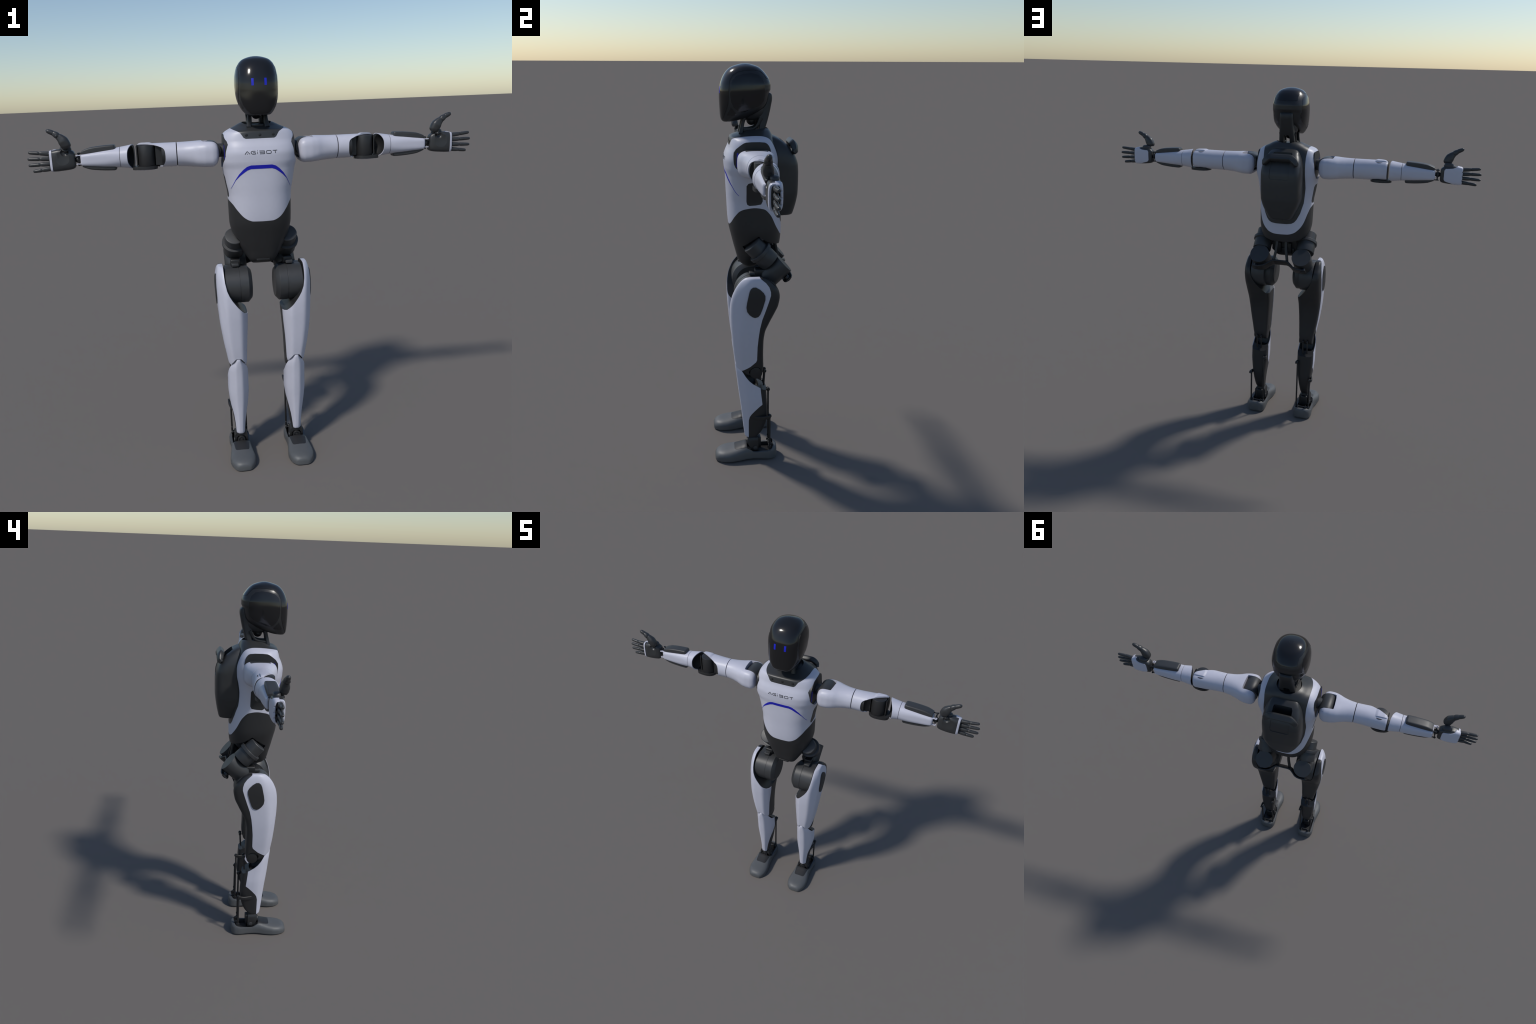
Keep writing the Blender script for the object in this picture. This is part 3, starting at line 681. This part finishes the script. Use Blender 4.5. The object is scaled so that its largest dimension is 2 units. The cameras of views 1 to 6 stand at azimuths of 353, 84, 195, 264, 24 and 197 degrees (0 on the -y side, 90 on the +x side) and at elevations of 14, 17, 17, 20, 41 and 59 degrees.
# ankle push rods: the inner one reaches higher than the outer one
def rod(x, ztop, inner):
    s = -1 if inner else 1; y = .0625
    o = [cyl("r", (x, y, .064), (x, y, ztop), .0046, ch=.0005, seg=16)]
    o += [cyl("r", (x - .0045, y, ztop), (x + .0045, y, ztop), .0092, ch=.001, seg=24)]
    o += [cyl("r", (x - .0045, y, .062), (x + .0045, y, .062), .0095, ch=.001, seg=24)]
    o += [cyl("r", (x - .003, y, .088), (x + .003, y, .088), .0068, ch=.001, seg=20)]
    return part(join(o, "ankle_rod"), "ankle_rod", JOINT, shin_o)
rod(.176, .237, False); rod(.1025, .342, True)
for x, z, s in ((.176, .237, 1), (.1025, .342, -1)):
    arm = sweep("a", [(x + s*.010, .066, z + .001), (x + s*.010, .050, z - .002), (x + s*.007, .032, z - .007), (x + s*.001, .008, z - .009), (x - s*.006, -.020, z - .008)], [.0075, .0085, .0100, .0105, .0080], seg=16, n=4, flat=0.45, up=(1, 0, 0), smooth=20)
    part(join([arm, cyl("a", (x - s*.002, .0625, z), (x + s*.013, .0625, z), .0055, seg=16)], "rod_crank"), "rod_crank", JOINT, shin_o)
part(cyl("b", (.150, .034, .222), (.172, .034, .222), .003, seg=12), "shin_bolt", JOINT, shin_o)
shift_tree(shin_o, LEG_Y); mirror_tree(shin_o, ROOT)

# ---- ankle
arch = prism("a", "y", [(CX - .024, .111), (CX + .024, .111), (CX + .031, .100), (CX + .032, .060), (CX + .030, .042), (CX - .030, .042), (CX - .032, .060), (CX - .031, .100)], -.044, .008)
cut(arch, prism("a", "y", [(CX - .0215, .0), (CX - .0215, .086), (CX - .015, .095), (CX + .015, .095), (CX + .0215, .086), (CX + .0215, .0)], -.1, .1))
cut(arch, prism("a", "x", [(-.10, .12), (-.0445, .12), (-.0445, .085), (-.030, .050), (-.018, .030), (-.1, .030)], 0, .4))
cut(arch, prism("a", "x", [(.2, .12), (.003, .12), (.009, .090), (.012, .062), (.006, .030), (.2, .030)], 0, .4))
an = [arch, loft("a", "z", [(.125, CX-.020, CX+.020, -.045, .0, 3), (.104, CX-.022, CX+.022, -.044, .003, 3.5)], rings=6, seg=48)]
ankle = part(join(an, "ankle"), "ankle", DARK)
for s in (-1, 1): part(cyl("b", (CX + s*.028, -.008, .058), (CX + s*.0345, -.008, .058), .0105, ch=.001, seg=28), "ankle_bolt", DRUM, ankle)
fd = lathe("f", (CX, -.0505, .0755), (CX, 0, .0755), [(0, .0150), (.001, .0180), (.003, .0190), (.05, .0190)], seg=36)
cut(fd, cyl("f", (CX, -.07, .0755), (CX, -.0470, .0755), .0125, ch=0, seg=32))
part(fd, "ankle_drum", JOINT, ankle)
part(cyl("f", (CX, -.045, .0755), (CX, -.0495, .0755), .0085, seg=24), "ankle_pin", JOINT, ankle)
part(box("f", CX-.018, CX+.018, -.02, .022, .045, .105, .004), "ankle_block", JOINT, ankle)
lug = [cyl("l", (CX + dx - .003, .072, .062), (CX + dx + .003, .072, .062), .012, seg=20) for dx in (-.022, .022)]
lug.append(cyl("l", (CX - .040, .0625, .060), (CX + .042, .0625, .060), .0045, seg=16))
lug.append(box("l", CX-.026, CX+.026, .062, .080, .034, .056, .003))
part(join(lug, "rod_lug"), "rod_lug", JOINT, ankle)
shift_tree(ankle, LEG_Y); mirror_tree(ankle, ROOT)

# ---- foot
FT = [ # y, x0, x1, z0, z1, n
    (-.2045, .122, .160, .002, .021, 2.4), (-.2020, .111, .170, .001, .0295, 2.4), (-.194, .101, .181, .0, .0380, 2.5), (-.180, .0905, .1905, .0, .0445, 2.6), (-.160, .0830, .1985, 0, .0490, 2.7), (-.132, .0800, .2020, 0, .0535, 2.7),
    (-.104, .0830, .1995, 0, .0590, 2.7), (-.075, .0880, .1950, .0015, .0665, 2.7), (-.050, .0910, .1910, .003, .0725, 2.8), (-.020, .0920, .1885, .0035, .072, 3.0), (.020, .0905, .1900, .002, .070, 3.2),
    (.055, .0890, .1925, 0.0, .0670, 3.4), (.074, .0910, .1895, .0, .0650, 3.4), (.086, .0960, .1830, .001, .0630, 3.2), (.0945, .1055, .1730, .004, .0605, 3.0), (.0985, .118, .161, .011, .055, 2.8)]
F0 = loft("ft", "y", FT, rings=80, seg=112, sole=(0.36, 7.0))
ank = [(-.0535, .20), (-.0535, .070), (-.0500, .064), (-.036, .056), (-.0185, .0450), (.0, .0435), (.050, .0455), (.066, .050), (.076, .058), (.081, .068), (.083, .20)]
foot = dup(F0)
cut(foot, prism("a", "x", ank, 0, .4))
cut(foot, loft("cav", "z", [(.022, .104, .175, -.040, .076, 4), (.06, .0985, .1815, -.050, .0825, 4), (.12, .0985, .1815, -.052, .084, 4)], rings=10, seg=64))
tg = [(.0995, -.030), (.1015, -.050), (.106, -.095), (.109, -.105), (.116, -.1095), (.164, -.1095), (.171, -.105), (.174, -.095), (.1785, -.050), (.1805, -.030)]
tong_c = prism("t", "z", tg, .040, .2)
tongue = inter(loft("fp", "y", FT, rings=70, seg=112, inset=-.0006, sole=(0.36, 7.0)), dup(tong_c)); cut(tongue, prism("a", "x", [(y + .004, z) for y, z in ank], 0, .4))
cut(foot, tong_c)
foot_o = part(foot, "foot", SOLE)
part(tongue, "foot_tongue", DARK, foot_o)
part(loft("cav", "z", [(.0225, .1045, .1745, -.0395, .0755, 4), (.028, .103, .176, -.045, .077, 4)], rings=4, seg=64), "foot_well", JOINT, foot_o)
lin = loft("cl", "z", [(.026, .1030, .1765, -.0440, .0780, 4), (.06, .0975, .1825, -.0515, .0835, 4), (.12, .0975, .1825, -.0535, .085, 4)], rings=10, seg=64)
cut(lin, loft("cl", "z", [(.02, .1060, .1735, -.0420, .0750, 4), (.06, .1005, .1795, -.0490, .0805, 4), (.14, .1005, .1795, -.0510, .082, 4)], rings=10, seg=64))
cut(lin, prism("a", "x", [(y + (.0 if i else 0), z - .001) for i, (y, z) in enumerate(ank)], 0, .4))
cut(lin, box('t', 0, .3, -.2, .2, .062, .2))
part(lin, "foot_lining", DARK, foot_o)
shift_tree(foot_o, LEG_Y); mirror_tree(foot_o, ROOT)
drop(F0, TORSO, TPLUS)
